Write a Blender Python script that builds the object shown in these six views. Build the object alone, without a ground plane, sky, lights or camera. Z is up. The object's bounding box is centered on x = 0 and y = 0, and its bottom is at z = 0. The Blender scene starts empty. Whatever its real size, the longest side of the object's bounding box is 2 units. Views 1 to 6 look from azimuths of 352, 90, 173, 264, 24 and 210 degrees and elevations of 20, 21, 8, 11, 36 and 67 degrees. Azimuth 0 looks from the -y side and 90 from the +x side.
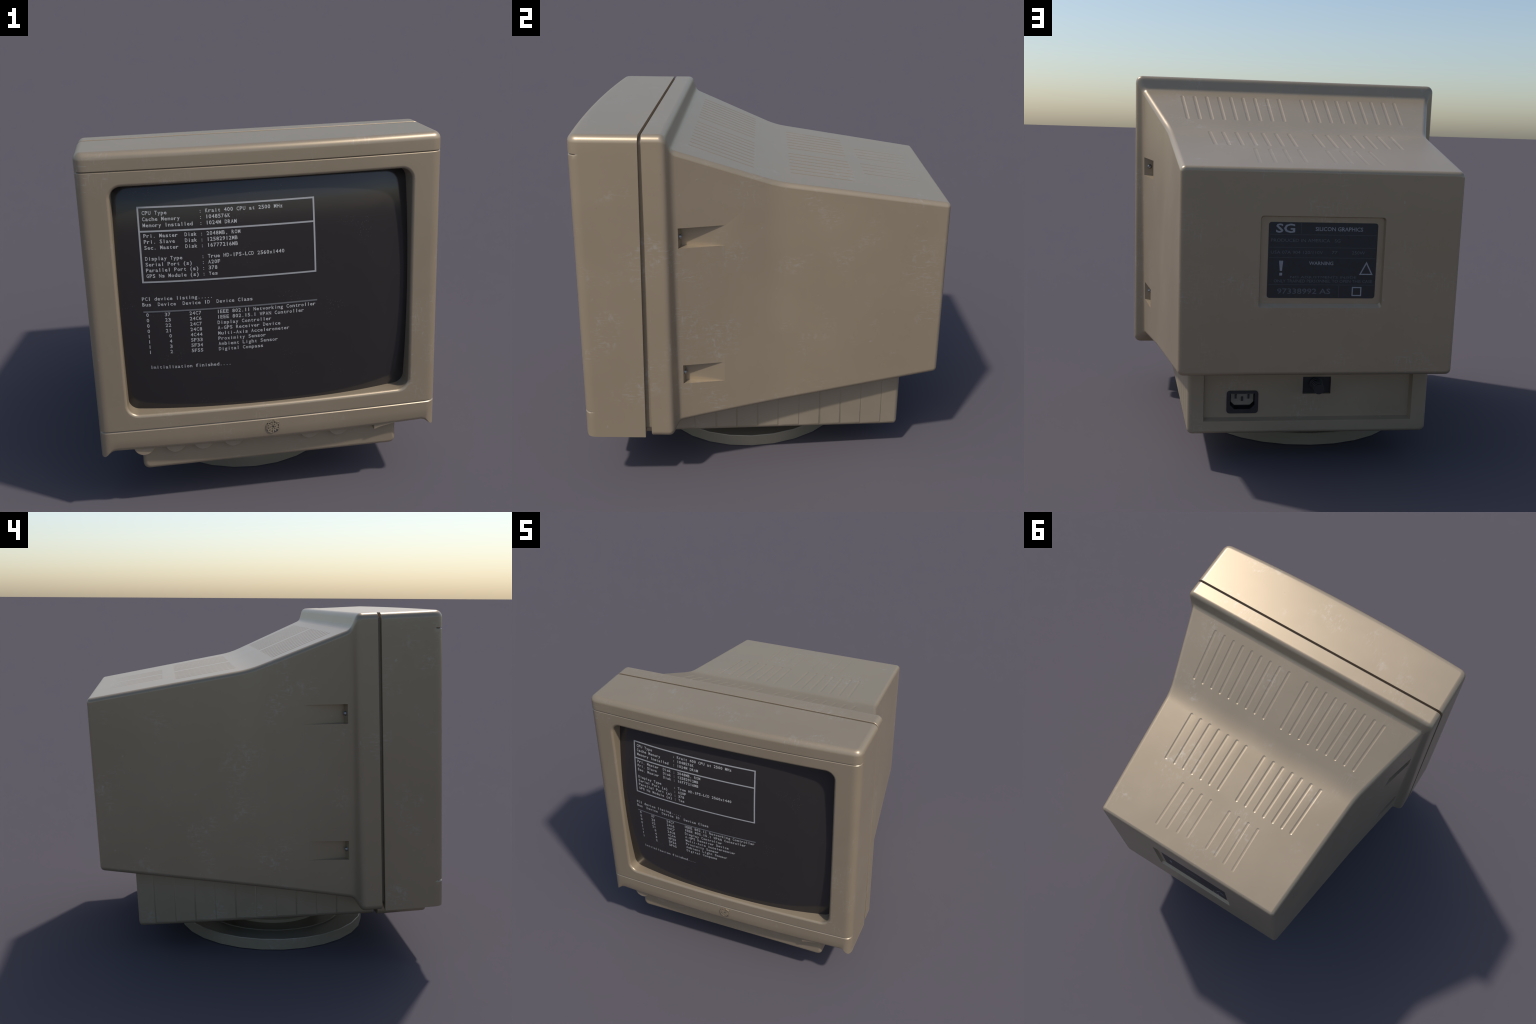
# Beige desktop CRT computer monitor on a round swivel base.
# Body frame: x right (seen from the front), y to the back, z up; the whole body
# leans back by TILT about the x axis.  The swivel base stands level.
import bpy, bmesh, math, random
from mathutils import Vector, Matrix

random.seed(7)
TILT = math.radians(2.78)
COL = bpy.context.scene.collection

# ------------------------------------------------------------------ helpers
def new_obj(name, mesh, mat=None, parent=None, tilt=True):
    ob = bpy.data.objects.new(name, mesh)
    COL.objects.link(ob)
    if mat is not None:
        mesh.materials.clear()
        mesh.materials.append(mat)
    if tilt:
        ob.rotation_euler = (-TILT, 0, 0)
    if parent is not None:
        ob.parent = parent
        ob.matrix_parent_inverse = parent.matrix_basis.inverted() if parent.type == 'MESH' else Matrix()
    return ob

def make_mesh(name, verts, faces, outward=None):
    """outward: (point, direction): the face nearest to point must look along direction."""
    me = bpy.data.meshes.new(name)
    me.from_pydata([tuple(v) for v in verts], [], faces)
    bm = bmesh.new(); bm.from_mesh(me)
    bmesh.ops.remove_doubles(bm, verts=bm.verts, dist=1e-6)
    bmesh.ops.dissolve_degenerate(bm, dist=1e-7, edges=bm.edges)
    bmesh.ops.recalc_face_normals(bm, faces=bm.faces)
    if outward is not None:
        p, d = Vector(outward[0]), Vector(outward[1])
        f = min(bm.faces, key=lambda f: (f.calc_center_median() - p).length)
        if f.normal.dot(d) < 0:
            bmesh.ops.reverse_faces(bm, faces=bm.faces)
    bm.to_mesh(me); bm.free()
    return me

def smooth(me, angle=35):
    me.shade_smooth()
    me.set_sharp_from_angle(angle=math.radians(angle))

def weighted(ob):
    m = ob.modifiers.new("weighted_normal", 'WEIGHTED_NORMAL')
    m.keep_sharp = True
    m.weight = 100

def loft(rings, cap0=True, cap1=True):
    n = len(rings[0]); verts = [p for r in rings for p in r]; faces = []
    for i in range(len(rings) - 1):
        a, b = i * n, (i + 1) * n
        for k in range(n):
            k2 = (k + 1) % n
            faces.append((a + k, a + k2, b + k2, b + k))
    if cap0: faces.append(tuple(range(n)))
    if cap1: faces.append(tuple(reversed(range((len(rings) - 1) * n, len(rings) * n))))
    return verts, faces

def rrect(x0, x1, z0, z1, r, seg=5, r_bottom=None):
    """Rounded rectangle as (x, z) points, counter-clockwise."""
    rb = r if r_bottom is None else r_bottom
    pts = []
    for cx, cz, rr, a0 in ((x1 - rb, z0 + rb, rb, -90), (x1 - r, z1 - r, r, 0),
                           (x0 + r, z1 - r, r, 90), (x0 + rb, z0 + rb, rb, 180)):
        for i in range(seg + 1):
            a = math.radians(a0 + 90 * i / seg)
            pts.append((cx + rr * math.cos(a), cz + rr * math.sin(a)))
    return pts

def prism_xy(poly, z0, z1):
    n = len(poly)
    v = [(x, y, z0) for x, y in poly] + [(x, y, z1) for x, y in poly]
    f = [tuple(range(n)), tuple(range(2 * n - 1, n - 1, -1))]
    f += [(i, (i + 1) % n, n + (i + 1) % n, n + i) for i in range(n)]
    return v, f

def prism_xz(poly, y0, y1):
    n = len(poly)
    v = [(x, y0, z) for x, z in poly] + [(x, y1, z) for x, z in poly]
    f = [tuple(range(n)), tuple(range(2 * n - 1, n - 1, -1))]
    f += [(i, (i + 1) % n, n + (i + 1) % n, n + i) for i in range(n)]
    return v, f

def box(x0, x1, y0, y1, z0, z1):
    return prism_xy([(x0, y0), (x1, y0), (x1, y1), (x0, y1)], z0, z1)

def merge(parts):
    V, F = [], []
    for v, f in parts:
        o = len(V); V += list(v); F += [tuple(i + o for i in q) for q in f]
    return V, F

def bevelled(me, width, seg=2, angle=40):
    bm = bmesh.new(); bm.from_mesh(me)
    ed = [e for e in bm.edges if len(e.link_faces) == 2 and e.calc_face_angle(0) > math.radians(angle)]
    bmesh.ops.bevel(bm, geom=ed, offset=width, segments=seg, profile=0.5, affect='EDGES', clamp_overlap=True)
    bm.to_mesh(me); bm.free()
    return me

def cut(me, cutters):
    """Boolean-subtract a list of (verts, faces) solids from mesh me."""
    ob = bpy.data.objects.new("cut_target", me); COL.objects.link(ob)
    tools = []
    for v, f in cutters:
        c = bpy.data.objects.new("cut_tool", make_mesh("cut_tool", v, f)); COL.objects.link(c)
        tools.append(c)
        m = ob.modifiers.new("cut", 'BOOLEAN')
        m.operation = 'DIFFERENCE'; m.object = c; m.solver = 'EXACT'
    dg = bpy.context.evaluated_depsgraph_get(); dg.update()
    out = bpy.data.meshes.new_from_object(ob.evaluated_get(dg))
    for o in tools + [ob]:
        bpy.data.objects.remove(o, do_unlink=True)
    return out

def lathe(profile, seg=48, axis_origin=(0, 0, 0)):
    ox, oy, oz = axis_origin
    rings = [[(ox + r * math.cos(2 * math.pi * k / seg), oy + r * math.sin(2 * math.pi * k / seg), oz + z)
              for k in range(seg)] for r, z in profile]
    return loft(rings)

def lathe_y(profile, seg, c):
    """Solid of revolution about an axis along +y through c; profile of (radius, y)."""
    rings = [[(c[0] + r * math.cos(2 * math.pi * k / seg), c[1] + y, c[2] + r * math.sin(2 * math.pi * k / seg))
              for k in range(seg)] for r, y in profile]
    return loft(rings)

# ---------------------------------------------------------------- materials
SPEC, METALNESS = 0.5, 0.40
def node_mat(name):
    m = bpy.data.materials.new(name); m.use_nodes = True
    nt = m.node_tree; nt.nodes.clear()
    out = nt.nodes.new('ShaderNodeOutputMaterial')
    b = nt.nodes.new('ShaderNodeBsdfPrincipled')
    nt.links.new(b.outputs[0], out.inputs[0])
    return m, nt, b

def N(nt, typ, **kw):
    n = nt.nodes.new(typ)
    for k, v in kw.items():
        if k in n.inputs.keys(): n.inputs[k].default_value = v
        else: setattr(n, k, v)
    return n

def ramp(nt, src, p0, p1, c0=(0, 0, 0, 1), c1=(1, 1, 1, 1)):
    r = nt.nodes.new('ShaderNodeValToRGB')
    r.color_ramp.elements[0].position = p0; r.color_ramp.elements[0].color = c0
    r.color_ramp.elements[1].position = p1; r.color_ramp.elements[1].color = c1
    nt.links.new(src, r.inputs[0])
    return r

def math_node(nt, op, a, b):
    m = nt.nodes.new('ShaderNodeMath'); m.operation = op
    for i, s in enumerate((a, b)):
        if isinstance(s, (int, float)): m.inputs[i].default_value = s
        else: nt.links.new(s, m.inputs[i])
    return m.outputs[0]

def mix_col(nt, fac, a, b):
    m = nt.nodes.new('ShaderNodeMix'); m.data_type = 'RGBA'
    if isinstance(fac, (int, float)): m.inputs[0].default_value = fac
    else: nt.links.new(fac, m.inputs[0])
    for i, s in ((6, a), (7, b)):
        if isinstance(s, tuple): m.inputs[i].default_value = s
        else: nt.links.new(s, m.inputs[i])
    return m.outputs[2]

def worn_plastic(name, base, mottle, scuff, rough=0.38, scuff_amount=0.42, grain=0.02):
    """Moulded plastic with faint mottling, clusters of pale scuffs and a few dark specks."""
    m, nt, b = node_mat(name)
    tc = N(nt, 'ShaderNodeTexCoord'); co = tc.outputs['Object']
    big = N(nt, 'ShaderNodeTexNoise', Scale=2.6, Detail=4.0, Roughness=0.6); nt.links.new(co, big.inputs['Vector'])
    col = mix_col(nt, ramp(nt, big.outputs['Fac'], 0.38, 0.66).outputs[0], base + (1,), mottle + (1,))
    # scuff clusters: streaky noise gated by a coarse noise
    gate = N(nt, 'ShaderNodeTexNoise', Scale=4.2, Detail=1.5, Roughness=0.5); nt.links.new(co, gate.inputs['Vector'])
    g = ramp(nt, gate.outputs['Fac'], 0.54, 0.66).outputs[0]
    masks = []
    for rot, sc in (((0.5, 0.9, 0.3), (22, 22, 110)), ((1.2, -0.4, 1.0), (100, 26, 20))):
        mp = N(nt, 'ShaderNodeMapping'); mp.inputs['Rotation'].default_value = rot; mp.inputs['Scale'].default_value = sc
        nt.links.new(co, mp.inputs['Vector'])
        s = N(nt, 'ShaderNodeTexNoise', Scale=1.0, Detail=3.0, Roughness=0.65); nt.links.new(mp.outputs[0], s.inputs['Vector'])
        masks.append(ramp(nt, s.outputs['Fac'], 0.55, 0.72).outputs[0])
    streak = math_node(nt, 'MAXIMUM', masks[0], masks[1])
    dots = N(nt, 'ShaderNodeTexNoise', Scale=34.0, Detail=2.0, Roughness=0.5); nt.links.new(co, dots.inputs['Vector'])
    d = ramp(nt, dots.outputs['Fac'], 0.73, 0.80).outputs[0]
    mask = math_node(nt, 'MULTIPLY', math_node(nt, 'MAXIMUM', math_node(nt, 'MULTIPLY', streak, g), math_node(nt, 'MULTIPLY', d, 0.8)), scuff_amount)
    col = mix_col(nt, mask, col, scuff + (1,))
    fleck = N(nt, 'ShaderNodeTexVoronoi', Scale=9.0); nt.links.new(co, fleck.inputs['Vector'])
    fl = ramp(nt, fleck.outputs['Distance'], 0.016, 0.03, (1, 1, 1, 1), (0, 0, 0, 1)).outputs[0]
    col = mix_col(nt, math_node(nt, 'MULTIPLY', fl, 0.35), col, tuple(c * 0.45 for c in base) + (1,))
    nt.links.new(col, b.inputs['Base Color'])
    rr = math_node(nt, 'ADD', math_node(nt, 'MULTIPLY', big.outputs['Fac'], 0.10), rough - 0.05)
    rr = math_node(nt, 'ADD', rr, math_node(nt, 'MULTIPLY', mask, 0.12))
    nt.links.new(rr, b.inputs['Roughness'])
    fine = N(nt, 'ShaderNodeTexNoise', Scale=260.0, Detail=2.0); nt.links.new(co, fine.inputs['Vector'])
    bp = N(nt, 'ShaderNodeBump', Strength=grain, Distance=0.004); nt.links.new(fine.outputs['Fac'], bp.inputs['Height'])
    nt.links.new(bp.outputs[0], b.inputs['Normal'])
    b.inputs['Specular IOR Level'].default_value = SPEC
    b.inputs['Metallic'].default_value = METALNESS
    return m

def plain(name, base, rough=0.5, metallic=0.0, noise=0.15, scale=40.0):
    m, nt, b = node_mat(name)
    tc = N(nt, 'ShaderNodeTexCoord')
    n = N(nt, 'ShaderNodeTexNoise', Scale=scale, Detail=3.0); nt.links.new(tc.outputs['Object'], n.inputs['Vector'])
    lo = tuple(c * (1 - noise) for c in base) + (1,); hi = tuple(min(1, c * (1 + noise)) for c in base) + (1,)
    nt.links.new(mix_col(nt, n.outputs['Fac'], lo, hi), b.inputs['Base Color'])
    b.inputs['Roughness'].default_value = rough
    b.inputs['Metallic'].default_value = metallic
    return m

def glass_mat():
    m, nt, b = node_mat("dark_screen_glass")
    tc = N(nt, 'ShaderNodeTexCoord'); co = tc.outputs['Object']
    n = N(nt, 'ShaderNodeTexNoise', Scale=3.0, Detail=3.0); nt.links.new(co, n.inputs['Vector'])
    col = mix_col(nt, n.outputs['Fac'], (0.0245, 0.0215, 0.0215, 1), (0.030, 0.0255, 0.0255, 1))
    # sparse dust dots, in clusters
    v = N(nt, 'ShaderNodeTexVoronoi', Scale=95.0); nt.links.new(co, v.inputs['Vector'])
    dot = ramp(nt, v.outputs['Distance'], 0.12, 0.26, (1, 1, 1, 1), (0, 0, 0, 1)).outputs[0]
    gate = N(nt, 'ShaderNodeTexNoise', Scale=5.0, Detail=2.0); nt.links.new(co, gate.inputs['Vector'])
    g = ramp(nt, gate.outputs['Fac'], 0.60, 0.68).outputs[0]
    msk = math_node(nt, 'MULTIPLY', math_node(nt, 'MULTIPLY', dot, g), 0.16)
    col = mix_col(nt, msk, col, (0.25, 0.24, 0.24, 1))
    nt.links.new(col, b.inputs['Base Color'])
    b.inputs['Roughness'].default_value = 0.13
    b.inputs['IOR'].default_value = 1.5
    return m

BEIGE = worn_plastic("beige_plastic", (0.360, 0.283, 0.192), (0.374, 0.294, 0.201), (0.50, 0.46, 0.41), rough=0.375)
BEIGE_DARKER = worn_plastic("beige_plastic_darker", (0.325, 0.264, 0.186), (0.355, 0.290, 0.207), (0.46, 0.43, 0.39), rough=0.5, scuff_amount=0.45)
BASEM = worn_plastic("greenish_grey_plastic", (0.300, 0.258, 0.190), (0.325, 0.278, 0.206), (0.42, 0.40, 0.36), rough=0.48)
GLASS = glass_mat()
INK = plain("screen_text_grey", (0.47, 0.455, 0.44), 0.4, noise=0.3, scale=90)
LINE = plain("screen_line_grey", (0.35, 0.345, 0.345), 0.4, noise=0.08)
DIMLINE = plain("screen_dim_line", (0.14, 0.14, 0.145), 0.4, noise=0.08)
BLACK = plain("black_plastic", (0.017, 0.017, 0.021), 0.5, noise=0.3, scale=30)
LABEL = plain("label_navy_black", (0.0205, 0.0205, 0.0235), 0.5, noise=0.25, scale=60)
PRINT = plain("label_print_grey", (0.27, 0.27, 0.285), 0.5, noise=0.25, scale=120)
RULE = plain("label_rule_grey", (0.050, 0.051, 0.056), 0.5)
FADED = plain("label_print_faded", (0.105, 0.106, 0.115), 0.5, noise=0.35, scale=120)
EMB = plain("emblem_shadow_brown", (0.085, 0.072, 0.062), 0.45)
SOCKET = plain("socket_brown_grey", (0.21, 0.185, 0.145), 0.5, noise=0.15)
METAL = plain("screw_metal", (0.35, 0.34, 0.33), 0.35, metallic=0.85)

# ------------------------------------------------------------------- root
root = bpy.data.objects.new("computer_monitor", None)
root.empty_display_size = 0.2
COL.objects.link(root)
root["label"] = "beige boxy CRT computer monitor with white text on dark screen"
root["category"] = "computer monitor"

# ============================================================ FRONT BEZEL
XH, ZT = 0.919, 1.942          # half width, top
YBACK = -0.646                 # rear edge of the bezel, at the gap
ZC, OHW, OZ0, OZ1, ORAD = 1.1435, 0.777, 0.522, 1.785, 0.076   # screen opening
def front_y(x): return -1.014 + 0.038 * x * x
def flare(x, z):
    """the flanks widen very slightly towards the bottom"""
    k = min(1.0, max(0.0, (abs(x) - 0.78) / 0.12))
    return math.copysign(0.002 * k * max(0.0, 1 - (z - 0.30) / 1.64), x)

def build_bezel():
    XR = 0.845
    # front columns: dense under the opening's corners
    def side_nodes(lo, hi, band, nstraight):
        a = [lo + band * i / 5 for i in range(6)]
        b = [hi - band + band * i / 5 for i in range(6)]
        mid = [a[-1] + (b[0] - a[-1]) * i / nstraight for i in range(1, nstraight)]
        return a + mid + b
    fx = side_nodes(-XR, XR, 0.085, 14)
    right = []
    xs, ys = XH - 0.056, front_y(XH - 0.056)
    y1 = -0.925
    for i in range(1, 9):                      # rounded vertical corner (bezier)
        t = i / 8
        cx, cy = XH, ys + 0.003
        x = (1 - t) ** 2 * xs + 2 * t * (1 - t) * cx + t * t * XH
        y = (1 - t) ** 2 * ys + 2 * t * (1 - t) * cy + t * t * y1
        right.append((x, y))
    right = [(xs, ys)] + right + [(XH, -0.80), (XH, YBACK), (XH - 0.03, YBACK)]
    prof = [(-x, y) for x, y in reversed(right)] + [(x, front_y(x)) for x in fx] + right
    n = len(prof); nr = len(right); nf = len(fx)
    # inward normals of the plan profile
    nor = []
    for i, (x, y) in enumerate(prof):
        if i <= 1 or i >= n - 2:
            nor.append((1.0 if x < 0 else -1.0, 0.0)); continue
        tx = prof[i + 1][0] - prof[i - 1][0]; ty = prof[i + 1][1] - prof[i - 1][1]
        if i == 2 or i == n - 3: tx, ty = 0, (1 if x > 0 else -1)
        l = math.hypot(tx, ty); nor.append((-ty / l, tx / l))
    mask = []
    for i in range(n):
        if nr <= i < nr + nf: mask.append(1.0)
        else:
            j = (i - nr - nf) if i >= nr + nf else (nr - 1 - i)   # 0..8 along the corner arc
            mask.append(1.0 if j <= 6 else 0.0)
    def zbot(x):
        a = abs(x)
        if a <= 0.856: return 0.354
        if a <= 0.890: return 0.354 + (0.308 - 0.354) * (a - 0.856) / 0.034
        return 0.308 + (0.300 - 0.308) * min(1, (a - 0.890) / 0.012)
    def fmask(x): return 1.0 if abs(x) <= 0.856 else max(0.0, 1 - (abs(x) - 0.856) / 0.034)
    GL, GH, GW, GD, GD2 = 0.452, 1.846, 0.0050, 0.009, 0.0065
    zn = side_nodes(GL + GW, GH - GW, 0.105, 12)
    rows = []     # (kind, z, inset)
    rows += [('cap', 0.334, 0.045), ('low', 0, 0.013), ('bot', 0, 0.0), ('z', 0.405, 0.0)]
    rows += [('gl', GL - GW - 0.002, 0), ('gl', GL - GW + 0.004, GD2), ('gl', GL + GW - 0.001, GD)]
    mid0 = len(rows)
    rows += [('gl' if k == 0 else 'z', z, 0) for k, z in enumerate(zn)]
    mid1 = len(rows) - 1
    rows += [('z', GH - GW + 0.006, GD2), ('z', GH + GW - 0.001, GD), ('z', GH + GW, 0)]
    r = 0.038
    for k in range(0, 8):
        a = math.radians(90 * k / 7)
        rows.append(('z', ZT - r + r * math.sin(a), r * (1 - math.cos(a)) + (1e-5 if k else 0)))
    V, idx = [], {}
    def vert(c, ri):
        if (c, ri) in idx: return idx[(c, ri)]
        kind, z, ins = rows[ri]
        x, y = prof[c]; nx, ny = nor[c]
        if kind == 'low': z = zbot(x) - 0.020 * fmask(x)
        elif kind == 'bot': z = zbot(x)
        elif kind == 'gl': z += 0.004 * (1 - 2 * (x / XH) ** 2)
        groove = ins in (GD, GD2)
        d = ins * mask[c] if groove else ins
        if y > -0.70 and x > 0:                 # the gap opens slightly towards the bottom on this side
            y -= 0.018 * max(0.0, 1 - (z - 0.30) / 1.64)
        px, py = x + nx * d, y + ny * d
        if c in (0, n - 1):
            px = math.copysign(min(abs(px), XH - d - 0.012 - (0.018 if d < 0.02 else 0)), x)
        V.append((px + flare(px, z), py, z)); idx[(c, ri)] = len(V) - 1
        return idx[(c, ri)]
    F = []
    c0, c1 = nr, nr + nf - 1                    # columns bounding the ring area
    for ri in range(len(rows) - 1):
        for c in range(n - 1):
            if mid0 <= ri < mid1 and c0 <= c < c1: continue
            F.append((vert(c, ri), vert(c + 1, ri), vert(c + 1, ri + 1), vert(c, ri + 1)))
    for ri, lo in ((len(rows) - 1, 1), (0, 1)):  # top cover and underside
        for c in range(lo, n // 2 - 1 + n % 2):
            a, b2, cc, d = vert(c, ri), vert(c + 1, ri), vert(n - 2 - c, ri), vert(n - 1 - c, ri)
            F.append((a, b2, cc, d) if b2 != cc else (a, b2, d))
    # lip hanging down behind the top edge at the gap
    t = len(rows) - 1
    a, b2 = vert(1, t), vert(n - 2, t)
    V.append((V[a][0], V[a][1], V[a][2] - 0.03)); V.append((V[b2][0], V[b2][1], V[b2][2] - 0.03))
    F.append((a, b2, len(V) - 1, len(V) - 2))
    # ---- ring from the rectangular field to the screen opening
    loop = [vert(c, mid0) for c in range(c0, c1)] + [vert(c1, ri) for ri in range(mid0, mid1)] \
         + [vert(c, mid1) for c in range(c1, c0, -1)] + [vert(c0, ri) for ri in range(mid1, mid0, -1)]
    ns, nz = len(fx) - 1, len(zn) - 1
    def opening(d):
        """points of the opening outline, inset by d, matched to the loop nodes"""
        hw, z0, z1, rr = OHW - d, OZ0 + d, OZ1 - d, max(ORAD - d, 0.02)
        def side(p_arc0, p_arc1, m):
            (cx0, cz0, s0), (cx1, cz1, s1) = p_arc0, p_arc1
            pts = []
            for i in range(6):
                a = math.radians(s0 + 45 * i / 5); pts.append((cx0 + rr * math.cos(a), cz0 + rr * math.sin(a)))
            q = []
            for i in range(6):
                a = math.radians(s1 + 45 * i / 5); q.append((cx1 + rr * math.cos(a), cz1 + rr * math.sin(a)))
            for i in range(1, m):
                t = i / m; pts.append((pts[5][0] + (q[0][0] - pts[5][0]) * t, pts[5][1] + (q[0][1] - pts[5][1]) * t))
            return pts + q
        BL, BR, TR, TL = (-hw + rr, z0 + rr), (hw - rr, z0 + rr), (hw - rr, z1 - rr), (-hw + rr, z1 - rr)
        s = side(BL + (225,), BR + (270,), 14)[:-1] + side(BR + (315,), TR + (0,), 12)[:-1] \
          + side(TR + (45,), TL + (90,), 14)[:-1] + side(TL + (135,), BL + (180,), 12)[:-1]
        return s
    prev = loop
    op0 = opening(0)
    assert len(op0) == len(loop), (len(op0), len(loop))
    steps = [0.34, 0.67, 1.0]
    base = [V[i] for i in loop]
    for s in steps:
        cur = []
        for (bx, by, bz), (ox, oz) in zip(base, op0):
            x = bx + (ox - bx) * s; z = bz + (oz - bz) * s
            V.append((x, front_y(x), z)); cur.append(len(V) - 1)
        m = len(cur)
        F += [(prev[k], prev[(k + 1) % m], cur[(k + 1) % m], cur[k]) for k in range(m)]
        prev = cur
    rev = []
    rf = 0.017
    for k in range(1, 7):
        a = math.radians(78 * k / 6); rev.append((rf * math.sin(a), rf * (1 - math.cos(a))))
    rev += [(0.021, 0.050), (0.028, 0.130)]
    for d, dep in rev:
        cur = []
        for (x, z), (x0, z0) in zip(opening(d), op0):
            V.append((x, front_y(x0) + dep, z)); cur.append(len(V) - 1)
        m = len(cur)
        F += [(prev[k], prev[(k + 1) % m], cur[(k + 1) % m], cur[k]) for k in range(m)]
        prev = cur
    me = make_mesh("front_bezel", V, F, outward=((0.3, -1.02, 0.40), (0, -1, 0)))
    smooth(me, 40)
    ob = new_obj("front_bezel", me, BEIGE, root)
    weighted(ob)
    return ob

bezel = build_bezel()

# ---------------------------------------------------------------- glass
def glass_y(x, z):
    def s(v, a, b): return min(1.0, max(0.0, (v - a) / (b - a)))
    d = z - ZC
    return (-1.020 + 0.080 * x * x + 0.055 * x ** 4 + (0.125 if d > 0 else 0.10) * d * d + 0.03 * x * x * d * d
            + 0.010 * s(x, 0.25, 0.65) ** 2 + 0.015 * s(d, 0.50, 0.65) ** 2)

def build_glass():
    hx, hz = 0.766, 0.632
    out = []
    for x, z in rrect(-hx, hx, -hz, hz, 0.09, seg=8): out.append((x, z))
    # densify straights
    dense = []
    for i, p in enumerate(out):
        q = out[(i + 1) % len(out)]
        m = max(1, int(math.hypot(q[0] - p[0], q[1] - p[1]) / 0.05))
        dense += [(p[0] + (q[0] - p[0]) * k / m, p[1] + (q[1] - p[1]) * k / m) for k in range(m)]
    rings = []
    sc = [1 - 0.3 * (i / 18) for i in range(18)] + [0.7 * (1 - i / 14) for i in range(14)]
    for s in sc:
        rings.append([(x * s, glass_y(x * s, ZC + z * s), ZC + z * s) for x, z in dense])
    v, f = loft(rings, cap0=False, cap1=True)
    me = make_mesh("screen_glass", v, f, outward=((0, -1.02, ZC), (0, -1, 0)))
    me.shade_smooth()
    return new_obj("screen_glass", me, GLASS, root)

glass = build_glass()

# ------------------------------------------------------------- lettering
GLYPH = {}
def glyph(ch, res=2):
    """(verts, faces, advance) of a character of the built-in font, from a text object."""
    if ch in GLYPH: return GLYPH[ch]
    cu = bpy.data.curves.new("glyph", 'FONT'); cu.body = ch; cu.size = 1.0; cu.resolution_u = res; cu.offset = 0.017
    ob = bpy.data.objects.new("glyph", cu); COL.objects.link(ob)
    dg = bpy.context.evaluated_depsgraph_get(); dg.update()
    me = bpy.data.meshes.new_from_object(ob.evaluated_get(dg))
    v = [(p.co.x, p.co.y) for p in me.vertices]; f = [tuple(p.vertices) for p in me.polygons]
    bpy.data.objects.remove(ob, do_unlink=True); bpy.data.curves.remove(cu); bpy.data.meshes.remove(me)
    GLYPH[ch] = (v, f)
    return GLYPH[ch]

def string_mesh(s, x0, z0, pitch, height, place, fit=0.80, mono=True):
    """Lay out s on a fixed pitch (terminal lettering); place(x, z) -> 3D point."""
    V, F = [], []
    for i, ch in enumerate(s):
        if ch == ' ': continue
        v, f = glyph(ch)
        if not v: continue
        xa, xb = min(p[0] for p in v), max(p[0] for p in v)
        w = max(xb - xa, 1e-3)
        narrow = ch in ".,:;!'|"
        sx = height if narrow else min(pitch * fit / w, height * 1.5)
        if ch in 'ilI1t()j-': sx = min(pitch * fit * 0.72 / w, height * 1.1)
        off = x0 + (i + 0.5) * pitch - sx * (xa + xb) / 2
        o = len(V)
        V += [place(off + p[0] * sx, z0 + p[1] * height) for p in v]
        F += [tuple(k + o for k in q) for q in f]
    return V, F

def raw_mesh(name, V, F):
    me = bpy.data.meshes.new(name); me.from_pydata(V, [], F); return me

P = 0.0156                       # character cell width on the screen
HT = 0.0270                      # font size (cap height about 0.7 of it)
def on_glass(x, z): return (x, glass_y(x, z) - 0.0016, z)

SCREEN_TEXT = []
def box_line(k, label, value):
    zc = (1.622, 1.5915, 1.561, 1.508, 1.478, 1.448, 1.392, 1.362, 1.332, 1.302)[k]
    SCREEN_TEXT.append((label.ljust(18) + ": " + value, -0.612, zc))
for k, (a, b_) in enumerate((("CPU Type", "Krait 400 CPU at 2500 MHz"), ("Cache Memory", "1048576K"),
        ("Memory Installed", "1024M DRAM"), ("Pri. Master  Disk", "2048MB, ROM"), ("Pri. Slave   Disk", "12582912MB"),
        ("Sec. Master  Disk", "16777216MB"), ("Display Type", "True HD-IPS-LCD 2560x1440"), ("Serial Port (s)", "A20F"),
        ("Parallel Port (s)", "378"), ("GPS Ns Module (s)", "Yes"))):
    box_line(k, a, b_)
SCREEN_TEXT.append(("PCI device listing.....", -0.644, 1.181))
SCREEN_TEXT.append(("Bus  Device  Device ID  Device Class", -0.644, 1.151))
DEVICES = (("0", "37", "24C7", "IEEE 802.11 Networking Controller"), ("0", "23", "24C6", "IEEE 802.15.1 WPAN Controller"),
           ("0", "22", "24C7", "Display Controller"), ("0", "21", "24C8", "A-GPS Receiver Device"),
           ("1", "0", "4C44", "Multi-Axis Accelerometer"), ("1", "4", "5F33", "Proximity Sensor"),
           ("1", "3", "5F34", "Ambient Light Sensor"), ("1", "2", "5F55", "Digital Compass"))
for k, (a, b_, c, d) in enumerate(DEVICES):
    s = " " + a.ljust(6) + b_.rjust(2) + " " * 6 + c.ljust(9) + d
    SCREEN_TEXT.append((s, -0.644, 1.094 - 0.0299 * k))
SCREEN_TEXT.append(("Initialization finished....", -0.627, 0.797))
for s, x0, zc in SCREEN_TEXT:
    V, F = string_mesh(s, x0, zc - 0.35 * HT, P, HT, on_glass)
    me = raw_mesh("screen_text", V, F)
    new_obj("screen_text_line", me, INK, None).parent = glass
for o in glass.children:
    o.rotation_euler = (0, 0, 0)

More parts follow.
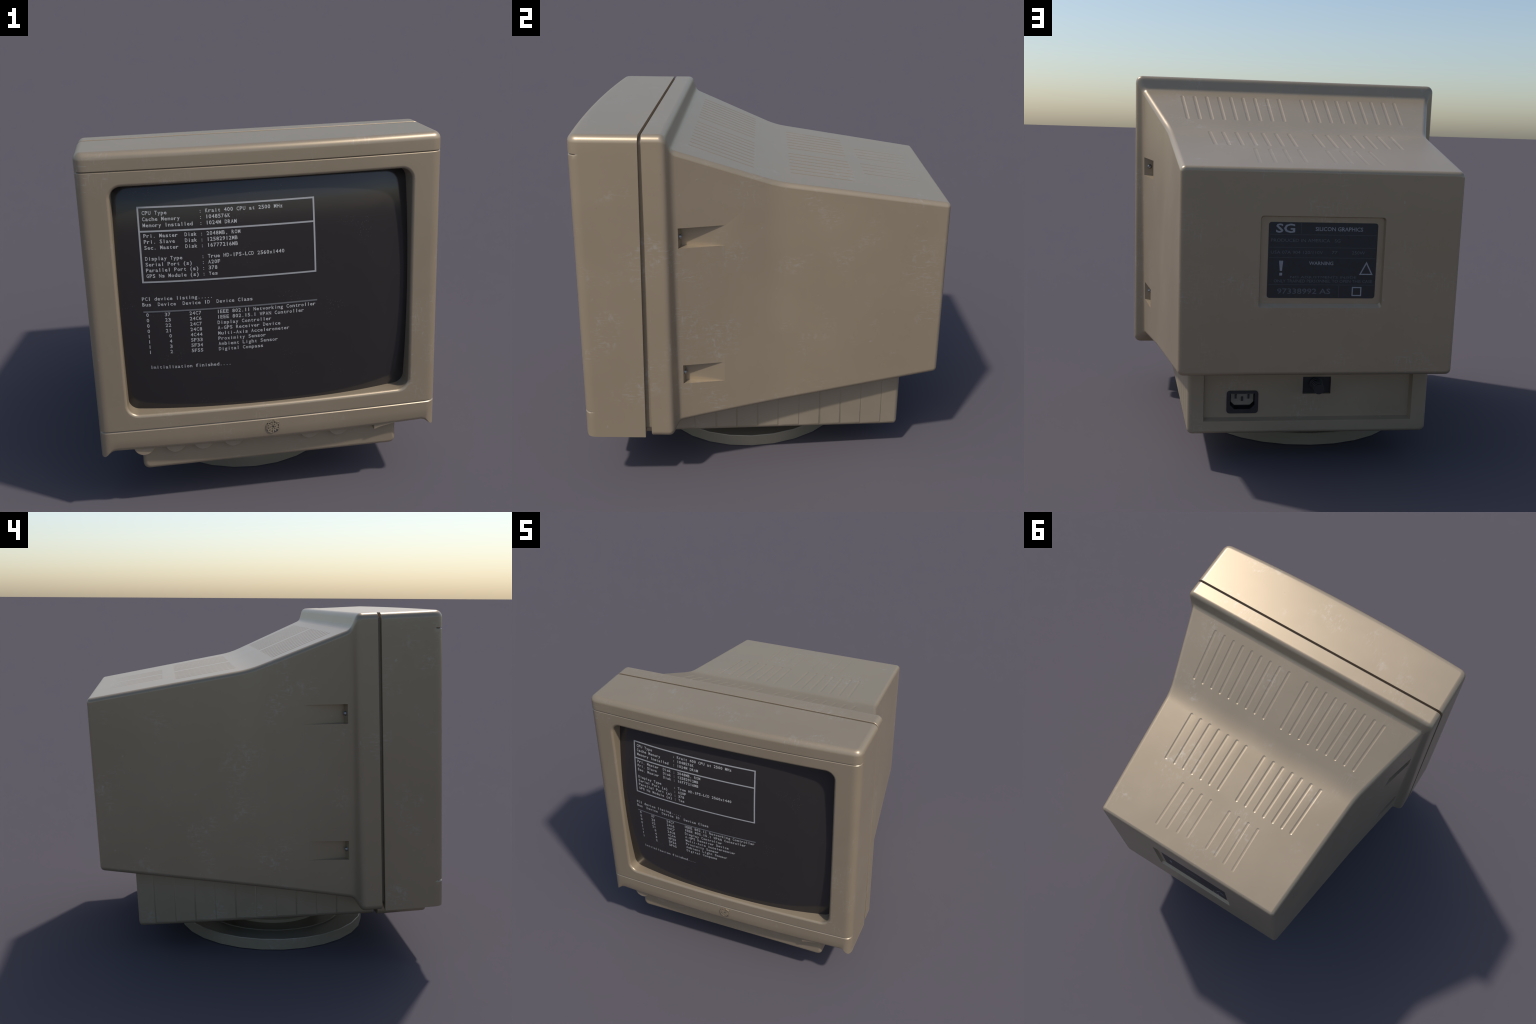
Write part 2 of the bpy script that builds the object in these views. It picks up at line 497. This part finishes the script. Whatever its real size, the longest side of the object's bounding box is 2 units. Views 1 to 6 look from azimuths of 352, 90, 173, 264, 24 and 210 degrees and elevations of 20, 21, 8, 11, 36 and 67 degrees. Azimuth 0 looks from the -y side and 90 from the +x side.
def strip(x0, z0, x1, z1, w, off=0.0020):
    """thin drawn line hugging the glass"""
    m = max(2, int(math.hypot(x1 - x0, z1 - z0) / 0.03)); V = []; F = []
    l = math.hypot(x1 - x0, z1 - z0); nx, nz = -(z1 - z0) / l * w / 2, (x1 - x0) / l * w / 2
    for i in range(m + 1):
        t = i / m; x = x0 + (x1 - x0) * t; z = z0 + (z1 - z0) * t
        for sg in (1, -1):
            X, Z = x + sg * nx, z + sg * nz
            V.append((X, glass_y(X, Z) - off, Z))
    F = [(2 * i, 2 * i + 1, 2 * i + 3, 2 * i + 2) for i in range(m)]
    return V, F
lw = 0.0085
BX0, BX1 = -0.630, 0.247
V, F = merge([strip(BX0 - lw / 2, 1.650, BX1 + lw / 2, 1.650, lw), strip(BX0 - lw / 2, 1.270, BX1 + lw / 2, 1.270, lw),
              strip(BX0 + lw / 2, 1.530, BX1 - lw / 2, 1.530, lw),
              strip(BX0, 1.270 + lw / 2, BX0, 1.650 - lw / 2, lw), strip(BX1, 1.270 + lw / 2, BX1, 1.650 - lw / 2, lw)])
o = new_obj("screen_text_frame", raw_mesh("screen_text_frame", V, F), LINE, glass); o.rotation_euler = (0, 0, 0)
o.matrix_parent_inverse = Matrix()
V, F = strip(-0.640, 1.111, 0.253, 1.113, 0.0080)
o = new_obj("screen_rule", raw_mesh("screen_rule", V, F), DIMLINE, glass); o.rotation_euler = (0, 0, 0)
o.matrix_parent_inverse = Matrix()

def sub(name, me, mat, parent):
    """child of a tilted part: shares its frame"""
    ob = bpy.data.objects.new(name, me); COL.objects.link(ob)
    me.materials.clear(); me.materials.append(mat)
    ob.parent = parent
    return ob

# ------------------------------------------------- emblem, knobs, switch
def build_emblem():
    R, cx, cz = 0.037, 0.002, 0.405
    parts = []
    def bar(ax, az, bx, bz, w=0.0075, h=0.005):
        l = math.hypot(bx - ax, bz - az); ux, uz = (bx - ax) / l, (bz - az) / l; nx, nz = -uz * w / 2, ux * w / 2
        poly = [(ax + nx, az + nz), (ax - nx, az - nz), (bx - nx, bz - nz), (bx + nx, bz + nz)]
        y = front_y(cx)
        parts.append(prism_xz([(cx + x, cz + z) for x, z in poly], y - h, y + 0.004))
    def pt(a, r): a = math.radians(a); return (R * r * math.cos(a), R * r * math.sin(a))
    for k in range(6):                       # woven cube: spokes, hex rim with gaps, inner chevrons
        a = 90 + 60 * k
        p, q = pt(a, 0.18), pt(a, 0.95); bar(*p, *q)
        p, q = pt(a + 8, 0.98), pt(a + 50, 0.98)
        if k != 3: bar(*p, *q, w=0.0065)
        p, q = pt(a + 18, 0.40), pt(a + 27, 0.78); bar(*p, *q, w=0.006)
        p, q = pt(a + 42, 0.42), pt(a + 33, 0.70); bar(*p, *q, w=0.006, h=0.004)
    v, f = merge(parts)
    me = make_mesh("emblem", v, f)
    back = [(cx + R * 1.04 * math.cos(2 * math.pi * k / 28), cz + R * 1.04 * math.sin(2 * math.pi * k / 28)) for k in range(28)]
    sub("emblem_ground", make_mesh("emblem_ground", *prism_xz(back, front_y(cx) - 0.0012, front_y(cx) + 0.004)), EMB, bezel)
    return sub("emblem", me, BEIGE, bezel)
build_emblem()

me = raw_mesh("control_knob", *lathe_y([(0.053, 0.0), (0.056, 0.002), (0.056, 0.026), (0.053, 0.029)], 40, (0, 0, 0)))
bm = bmesh.new(); bm.from_mesh(me); bmesh.ops.recalc_face_normals(bm, faces=bm.faces); bm.to_mesh(me); bm.free()
smooth(me, 25)
for kx in (-0.691, -0.524, -0.373, -0.210, 0.210, 0.370):
    ob = sub("control_knob", me, BEIGE, bezel)
    ob.location = (kx, -0.980, 0.347)
v, f = prism_xz([(0.570, 0.306), (0.61, 0.320), (0.69, 0.335), (0.69, 0.352), (0.570, 0.352)], -0.988, -0.950)
sub("power_switch", bevelled(make_mesh("power_switch", v, f), 0.002, 1), BEIGE, bezel)

# front part of the neck, under the bezel
def neck_ring(y, xh, zb, zt, ins=0.0, r=0.032):
    return [(x, y, z) for x, z in rrect(-xh + ins, xh - ins, zb + ins, zt, 0.01, 5, r_bottom=max(r - ins * 0.5, 0.006))]
rings = [neck_ring(-0.655, 0.704, 0.187, 0.36)]
for k in range(0, 6):
    a = math.radians(90 * k / 5); rings.append(neck_ring(-0.952 + 0.024 - 0.024 * math.sin(a), 0.704, 0.187, 0.36, 0.024 * (1 - math.cos(a))))
v, f = loft(rings)
me = make_mesh("front_apron", v, f); smooth(me, 40)
weighted(new_obj("front_apron", me, BEIGE, root))

# ============================================================ REAR HOUSING
def seg_lerp(pts, y):
    for (a, va), (b, vb) in zip(pts, pts[1:]):
        if y <= b: return va + (vb - va) * (y - a) / (b - a)
    (a, va), (b, vb) = pts[-2:]
    return va + (vb - va) * (y - a) / (b - a)
KNEE = 0.030
def knee(y, a, k, b, w=0.065):
    """piecewise linear with a rounded knee of half-width w"""
    s1 = (k[1] - a[1]) / (k[0] - a[0]); s2 = (b[1] - k[1]) / (b[0] - k[0])
    if y <= k[0] - w: return k[1] + s1 * (y - k[0])
    if y >= k[0] + w: return k[1] + s2 * (y - k[0])
    t = (y - k[0] + w) / (2 * w)
    return (1 - t) ** 2 * (k[1] - s1 * w) + 2 * t * (1 - t) * k[1] + t * t * (k[1] + s2 * w)
def case_x(y): return knee(y, (-0.47, 0.864), (KNEE, 0.720), (0.922, 0.657))      # at the top edge
def case_xb(y): return knee(y, (-0.47, 0.851), (KNEE, 0.771), (0.922, 0.657))     # at the bottom edge
def side_x(y, z):
    t = (z - case_zb(y)) / (case_zt(y) - case_zb(y))
    return case_xb(y) + (case_x(y) - case_xb(y)) * min(1.0, max(0.0, t))
def case_zt(y): return knee(y, (-0.48, 1.857), (KNEE, 1.668), (0.922, 1.547))
def case_zb(y): return seg_lerp([(-0.6, 0.342), (-0.45, 0.3645), (0.922, 0.568)], y)
RX, RZT, RZB = 0.914, 1.944, 0.299
YR = 0.9275
def house_ring(y, s, ins=0.0, r=0.026):
    xh = case_x(y) + (RX - case_x(y)) * s
    xb = case_xb(y) + (RX + 0.005 - case_xb(y)) * s
    zt = case_zt(y) + (RZT - case_zt(y)) * s
    zb = case_zb(y) + (RZB - case_zb(y)) * s
    r = r + 0.010 * s
    pts = rrect(-xh + ins, xh - ins, zb + ins, zt - ins, max(r - ins, 0.004), 6)
    out = []
    for i, p in enumerate(pts):                # subdivide the upright sides, they are slightly twisted
        q = pts[(i + 1) % len(pts)]
        m = 8 if abs(p[0] - q[0]) < 1e-6 and abs(p[1] - q[1]) > 0.2 else 1
        out += [(p[0], p[1] + (q[1] - p[1]) * k / m) for k in range(m)]
    w = min(1, max(0, (y + 0.60) / 0.05)) * min(1, max(0, (-0.36 - y) / 0.11))     # collar step sits further back low down
    res = []
    for x, z in out:
        t = min(1, max(0, (zt - z) / (zt - zb)))
        res.append((x * (1 + (xb / xh - 1) * t), y + 0.007 * t * w, z))
    return res

def build_housing():
    rings = [house_ring(-0.631, 1, 0.032), house_ring(-0.631, 1, 0.003), house_ring(-0.628, 1)]
    for y, s in ((-0.548, 1), (-0.540, 0.99), (-0.532, 0.955), (-0.525, 0.89), (-0.519, 0.78), (-0.514, 0.64), (-0.504, 0.31),
                 (-0.499, 0.175), (-0.493, 0.08), (-0.486, 0.025), (-0.476, 0.0)):
        rings.append(house_ring(y, s))
    ys = [-0.36, -0.24, -0.13] + [KNEE - 0.065 + 0.13 * i / 8 for i in range(9)] + [0.24, 0.42, 0.60, 0.78]
    rings += [house_ring(y, 0) for y in ys]
    rr = 0.020
    for k in range(6):
        a = math.radians(90 * k / 5)
        rings.append(house_ring(YR - rr + rr * math.sin(a), 0, rr * (1 - math.cos(a))))
    v, f = loft(rings)
    me = make_mesh("rear_housing", v, f)
    cutters = []
    # ventilation slots: rounded grooves pressed into the two top slopes
    def slot(x0, y0, x1, y1, w, depth, fade=0.0):
        n = 6; loop = []
        L = math.hypot(x1 - x0, y1 - y0); ux, uy = (x1 - x0) / L, (y1 - y0) / L; px, py = -uy, ux
        for i in range(n + 1):
            a = math.pi * i / n
            loop.append((x1 + (px * math.cos(a) + ux * math.sin(a)) * w, y1 + (py * math.cos(a) + uy * math.sin(a)) * w))
        for i in range(n + 1):
            a = math.pi + math.pi * i / n
            loop.append((x0 + (px * math.cos(a) + ux * math.sin(a)) * w, y0 + (py * math.cos(a) + uy * math.sin(a)) * w))
        mx, my = (x0 + x1) / 2, (y0 + y1) / 2
        def lvl(dz, k):
            out = []
            for x, y in loop:
                # shrink across and along by k
                t = (x - x0) * ux + (y - y0) * uy; q = (x - x0) * px + (y - y0) * py
                t = min(max(t, 0), L) + (t - min(max(t, 0), L)) * k
                X, Y = x0 + ux * t + px * q * k, y0 + uy * t + py * q * k
                out.append((X, Y, case_zt(Y) + (dz if dz > 0 else dz * (1 - fade * min(1, max(0, t / L))))))
            return out
        return loft([lvl(0.03, 1.0), lvl(0.0003, 1.0), lvl(-depth * 0.25, 0.84), lvl(-depth * 0.75, 0.52), lvl(-depth, 0.2)])
    slots = []
    for sg in (-1, 1):
        for k in range(9):
            t = k / 8
            slots.append(slot(sg * (0.068 + 0.572 * t), -0.418, sg * (0.067 + 0.543 * t), -0.106, 0.0122, 0.0026))
        for k in range(7):
            t = k / 6
            slots.append(slot(sg * (0.069 + 0.427 * t), 0.104, sg * (0.070 + 0.409 * t), 0.432, 0.0122, 0.0026))
        for k in range(4):
            t = k / 3
            slots.append(slot(sg * (0.071 + 0.217 * t), 0.520, sg * (0.071 + 0.22 * t), 0.790 + 0.03 * t, 0.0115, 0.0022, 0.85))
    cutters.append(merge(slots))
    # tapering screw pockets in both flanks
    pockets = []
    for sg in (-1, 1):
        for z0, z1, ya, yc in ((1.358, 1.465, -0.470, -0.236), (0.590, 0.699, -0.461, -0.246)):
            zm = (z0 + z1) / 2
            A = (side_x(ya, zm) + 0.05, ya); B = (side_x(ya + 0.010, zm) - (0.058 if zm > 1 else 0.046), ya + 0.010)
            C = (side_x(yc, zm), yc); t = 1.15
            D = (B[0] + (C[0] - B[0]) * t, B[1] + (C[1] - B[1]) * t); E_ = (D[0] + 0.05, D[1])
            A0 = (side_x(ya, zm), ya)
            pockets.append(prism_xy([(sg * x, y) for x, y in (A, A0, B, D, E_)], z0, z1))
    cutters.append(merge(pockets))
    # label recess with a sloped lower ledge
    def lab(y, d, zb): return [(x, y, z) for x, z in rrect(-0.292 + d, 0.290 - d, zb, 1.330 - d, 0.014, 4)]
    cutters.append(loft([lab(YR + 0.05, 0, 0.899 - 0.03), lab(YR, 0, 0.899), lab(YR - 0.018, 0.005, 0.915)]))
    me = cut(me, cutters)
    smooth(me, 32)
    ob = new_obj("rear_housing", me, BEIGE, root)
    weighted(ob)
    return ob
housing = build_housing()

# inner sleeve seen in the gap between bezel and housing
rings = [[(x, y, z) for x, z in rrect(-0.892, 0.892, 0.325, 1.920, 0.030, 5)] for y in (-0.70, -0.60)]
me = make_mesh("inner_sleeve", *loft(rings)); smooth(me, 40)
new_obj("inner_sleeve", me, BEIGE_DARKER, root)

# screws in the pockets
v, f = merge([lathe_y([(0.0135, 0.0), (0.0135, 0.004), (0.011, 0.009), (0.006, 0.0115), (0.0055, 0.009), (0.003, 0.0085)], 16, (0, 0, 0))])
me = make_mesh("screw", v, f); smooth(me, 40)
for sg in (-1, 1):
    for zc, ya in ((1.411, -0.463), (0.644, -0.454)):
        ob = sub("screw", me, METAL, housing)
        ob.location = (sg * (side_x(ya, zc) - 0.030), ya - 0.002, zc)

# ------------------------------------------------------------ rating label
YL = YR - 0.018
LX, LZ = -0.002, -0.0015
def plate(poly, y0, y1): return prism_xz(poly, y0, y1)
v, f = plate(rrect(-0.257 + LX, 0.253 + LX, 0.944 + LZ, 1.301 + LZ, 0.012, 4), YL - 0.002, YL + 0.0018)
me = make_mesh("rating_label", v, f)
label = new_obj("rating_label", me, LABEL, root)
def rear_pt(x, z): return (x + LX, YL + 0.0026, z + LZ)
def rear_text(s, x_left, x_right, zc, size, mat, bold=0.0, mono=False):
    """proportional lettering facing the back, spanning x_left (greater x) to x_right"""
    cu = bpy.data.curves.new("label_text", 'FONT'); cu.body = s; cu.size = 1.0; cu.resolution_u = 2; cu.offset = bold
    t = bpy.data.objects.new("label_text", cu); COL.objects.link(t)
    dg = bpy.context.evaluated_depsgraph_get(); dg.update()
    m = bpy.data.meshes.new_from_object(t.evaluated_get(dg))
    bpy.data.objects.remove(t, do_unlink=True); bpy.data.curves.remove(cu)
    xa = min(p.co.x for p in m.vertices); xb = max(p.co.x for p in m.vertices)
    za = min(p.co.y for p in m.vertices); zb = max(p.co.y for p in m.vertices)
    for p in m.vertices:
        tx = (p.co.x - xa) / (xb - xa); tz = (p.co.y - za) / (zb - za) - 0.5
        p.co = Vector(rear_pt(x_left + (x_right - x_left) * tx, zc + tz * size))
    sub("label_text", m, mat, label)
rear_text("SG", 0.220, 0.132, 1.273, 0.043, PRINT, bold=0.02)
rear_text("SILICON GRAPHICS", 0.037, -0.186, 1.2715, 0.019, PRINT, bold=0.01)
rear_text("PRODUCED IN AMERICA   SG", 0.242, -0.082, 1.217, 0.015, FADED)
rear_text("USA 07A 904 120/110V", 0.241, -0.002, 1.161, 0.015, FADED)
rear_text("77", -0.044, -0.070, 1.162, 0.014, FADED)
rear_text("250W", -0.139, -0.201, 1.1615, 0.015, FADED)
rear_text("WARNING", 0.061, -0.053, 1.1105, 0.017, PRINT, bold=0.01)
rear_text("NO ADJUSTMENTS INSIDE", 0.147, -0.166, 1.0425, 0.014, FADED)
rear_text("ONLY TRAINED PERSONNEL TO OPEN THIS CASE", 0.223, -0.242, 1.0255, 0.014, FADED)
rear_text("97338992 AS", 0.206, -0.045, 0.977, 0.026, FADED, bold=0.008)
def rear_bars(name, segs, w, mat):
    parts = []
    for ax, az, bx, bz in segs:
        l = math.hypot(bx - ax, bz - az); ux, uz = (bx - ax) / l, (bz - az) / l
        nx, nz = -uz * w / 2, ux * w / 2; ex, ez = ux * w / 2, uz * w / 2
        q = [rear_pt(ax + nx - ex, az + nz - ez), rear_pt(ax - nx - ex, az - nz - ez), rear_pt(bx - nx + ex, bz - nz + ez), rear_pt(bx + nx + ex, bz + nz + ez)]
        parts.append((q, [(0, 1, 2, 3)]))
    v, f = merge(parts)
    sub(name, raw_mesh(name, v, f), mat, label)
rear_bars("label_rule", [(0.246, 1.244, -0.250, 1.244), (0.246, 1.184, -0.250, 1.184), (0.246, 1.136, -0.250, 1.136),
                         (0.246, 1.008, -0.250, 1.008), (0.103, 1.248, 0.103, 1.296), (-0.084, 0.949, -0.084, 1.004)], 0.0030, RULE)
def ring_shape(pts_out, pts_in, name):
    n = len(pts_out); v = [rear_pt(*p) for p in pts_out + pts_in]
    sub(name, raw_mesh(name, v, [(i, (i + 1) % n, n + (i + 1) % n, n + i) for i in range(n)]), PRINT, label)
ring_shape([(-0.2105, 1.121), (-0.243, 1.057), (-0.178, 1.057)], [(-0.2105, 1.108), (-0.234, 1.0625), (-0.187, 1.0625)], "warning_triangle")
ring_shape([(-0.147, 0.955), (-0.193, 0.955), (-0.193, 0.999), (-0.147, 0.999)],
           [(-0.1525, 0.9605), (-0.1875, 0.9605), (-0.1875, 0.9935), (-0.1525, 0.9935)], "square_mark")
V, F = merge([([rear_pt(*p) for p in ((0.201, 1.121), (0.182, 1.121), (0.1865, 1.073), (0.1965, 1.073))], [(0, 1, 2, 3)]),
              ([rear_pt(*p) for p in ((0.198, 1.064), (0.185, 1.064), (0.185, 1.051), (0.198, 1.051))], [(0, 1, 2, 3)])])
sub("exclamation_mark", raw_mesh("exclamation_mark", V, F), PRINT, label)

# ================================================================== NECK
NY0, NY1 = -0.629, 0.735
def neck_x(y): return 0.704 + (0.606 - 0.704) * (y - NY0) / (NY1 - NY0)
def build_neck():
    def ring(y, ins=0.0): 
        zt = 0.33 + 0.06 * 0 if y < -0.5 else case_zb(y) + 0.05
        return neck_ring(y, neck_x(y), 0.198, zt, ins, r=0.026)
    rings = [ring(NY0), ring(-0.51), ring(-0.45), ring(0.1)]
    for k in range(6):
        a = math.radians(90 * k / 5); rings.append(ring(NY1 - 0.02 + 0.02 * math.sin(a), 0.02 * (1 - math.cos(a))))
    me = make_mesh("neck_housing", *loft(rings))
    cutters = []
    # ribbing: upright grooves on both flanks
    gr = []
    for sg in (-1, 1):
        for k in range(10):
            y = 0.641 - 0.1172 * k
            x = neck_x(y)
            d = 0.0012 + 0.0012 * random.random()
            gr.append(prism_xy([(sg * (x + 0.02), y - 0.007), (sg * (x + 0.0005), y - 0.007), (sg * (x - d), y - 0.004), (sg * (x - 0.8 * d), y + 0.001), (sg * (x + 0.0003), y + 0.010), (sg * (x + 0.02), y + 0.010)], 0.15, 0.75))
    cutters.append(merge(gr))
    # connector bay in the back
    def bay(y, d): return [(-0.527 + d, y, 0.266 + d), (0.527 - d * 0.3, y, 0.266 + d), (0.527 - d * 0.3, y, 0.80), (-0.527 + d, y, 0.80)]
    cutters.append(loft([bay(NY1 + 0.05, 0), bay(NY1, 0.0), bay(NY1 - 0.024, 0.012)]))
    cutters.append(merge([prism_xz(rrect(0.256, 0.410, 0.301, 0.415, 0.014, 3), NY1 - 0.09, NY1 + 0.01),
                          box(-0.111, 0.031, NY1 - 0.09, NY1 + 0.01, 0.398, 0.487)]))
    me = cut(me, cutters)
    smooth(me, 32)
    ob = new_obj("neck_housing", me, BEIGE_DARKER, root); weighted(ob)
    return ob
neck = build_neck()
YB = NY1 - 0.024                # floor of the connector bay

# mains inlet: dark frame with a keyed opening, brownish insert and three blades
def hexa(x0, x1, z0, z1, ch): return [(x0 + ch, z0), (x1 - ch, z0), (x1, z0 + ch), (x1, z1), (x0, z1), (x0, z0 + ch)]
v, f = prism_xz(rrect(0.254, 0.412, 0.299, 0.417, 0.016, 4), YB - 0.06, YB + 0.004)
me = make_mesh("power_inlet", v, f)
me = cut(me, [prism_xz(hexa(0.272, 0.395, 0.321, 0.402, 0.022), YB - 0.045, YB + 0.02)])
inlet = new_obj("power_inlet", me, BLACK, root)
v, f = prism_xz(hexa(0.276, 0.391, 0.337, 0.398, 0.018), YB - 0.05, YB - 0.014)
sub("inlet_insert", bevelled(make_mesh("inlet_insert", v, f), 0.0015, 1), SOCKET, inlet)
v, f = box(-0.0045, 0.0045, 0, 0.013, -0.010, 0.010)
me = make_mesh("inlet_blade", v, f)
for bx, bz in ((0.366, 0.383), (0.334, 0.371), (0.302, 0.383)):
    ob = sub("inlet_blade", me, BLACK, inlet); ob.location = (bx, YB - 0.018, bz)

# cable socket: dark plate with a ribbed stub
v, f = prism_xz(rrect(-0.113, 0.033, 0.396, 0.489, 0.003, 2), YB - 0.06, YB - 0.016)
me = make_mesh("cable_plate", v, f)
cplate = new_obj("cable_plate", me, BLACK, root)
prof = [(0.034, 0.0), (0.034, 0.006)]
for k in range(4):
    y = 0.010 + 0.018 * k; r = 0.0315 - 0.0010 * k
    prof += [(r - 0.006, y), (r, y + 0.003), (r, y + 0.012), (r - 0.006, y + 0.015)]
prof += [(0.027, 0.083), (0.0255, 0.088)]
me = make_mesh("cable_stub", *lathe_y(prof, 28, (-0.038, YB - 0.010, 0.448))); smooth(me, 40)
sub("cable_stub", me, BLACK, cplate)

# =========================================================== SWIVEL BASE
CX, CY = -0.060, -0.097
prof = [(0.575, 0.0), (0.586, 0.002), (0.586, 0.064), (0.583, 0.0680), (0.454, 0.0685), (0.448, 0.0720), (0.440, 0.0720), (0.434, 0.0655), (0.30, 0.0655)]
me = make_mesh("swivel_base", *lathe(prof, 28)); smooth(me, 30)
ob = new_obj("swivel_base", me, BASEM, root, tilt=False); ob.location = (CX, CY, 0)
prof = [(0.32, 0.035), (0.32, 0.085), (0.31, 0.095), (0.29, 0.12), (0.27, 0.235)]
me = make_mesh("swivel_pivot", *lathe(prof, 40)); smooth(me, 30)
ob = new_obj("swivel_pivot", me, BASEM, root, tilt=False); ob.location = (CX, CY, 0)
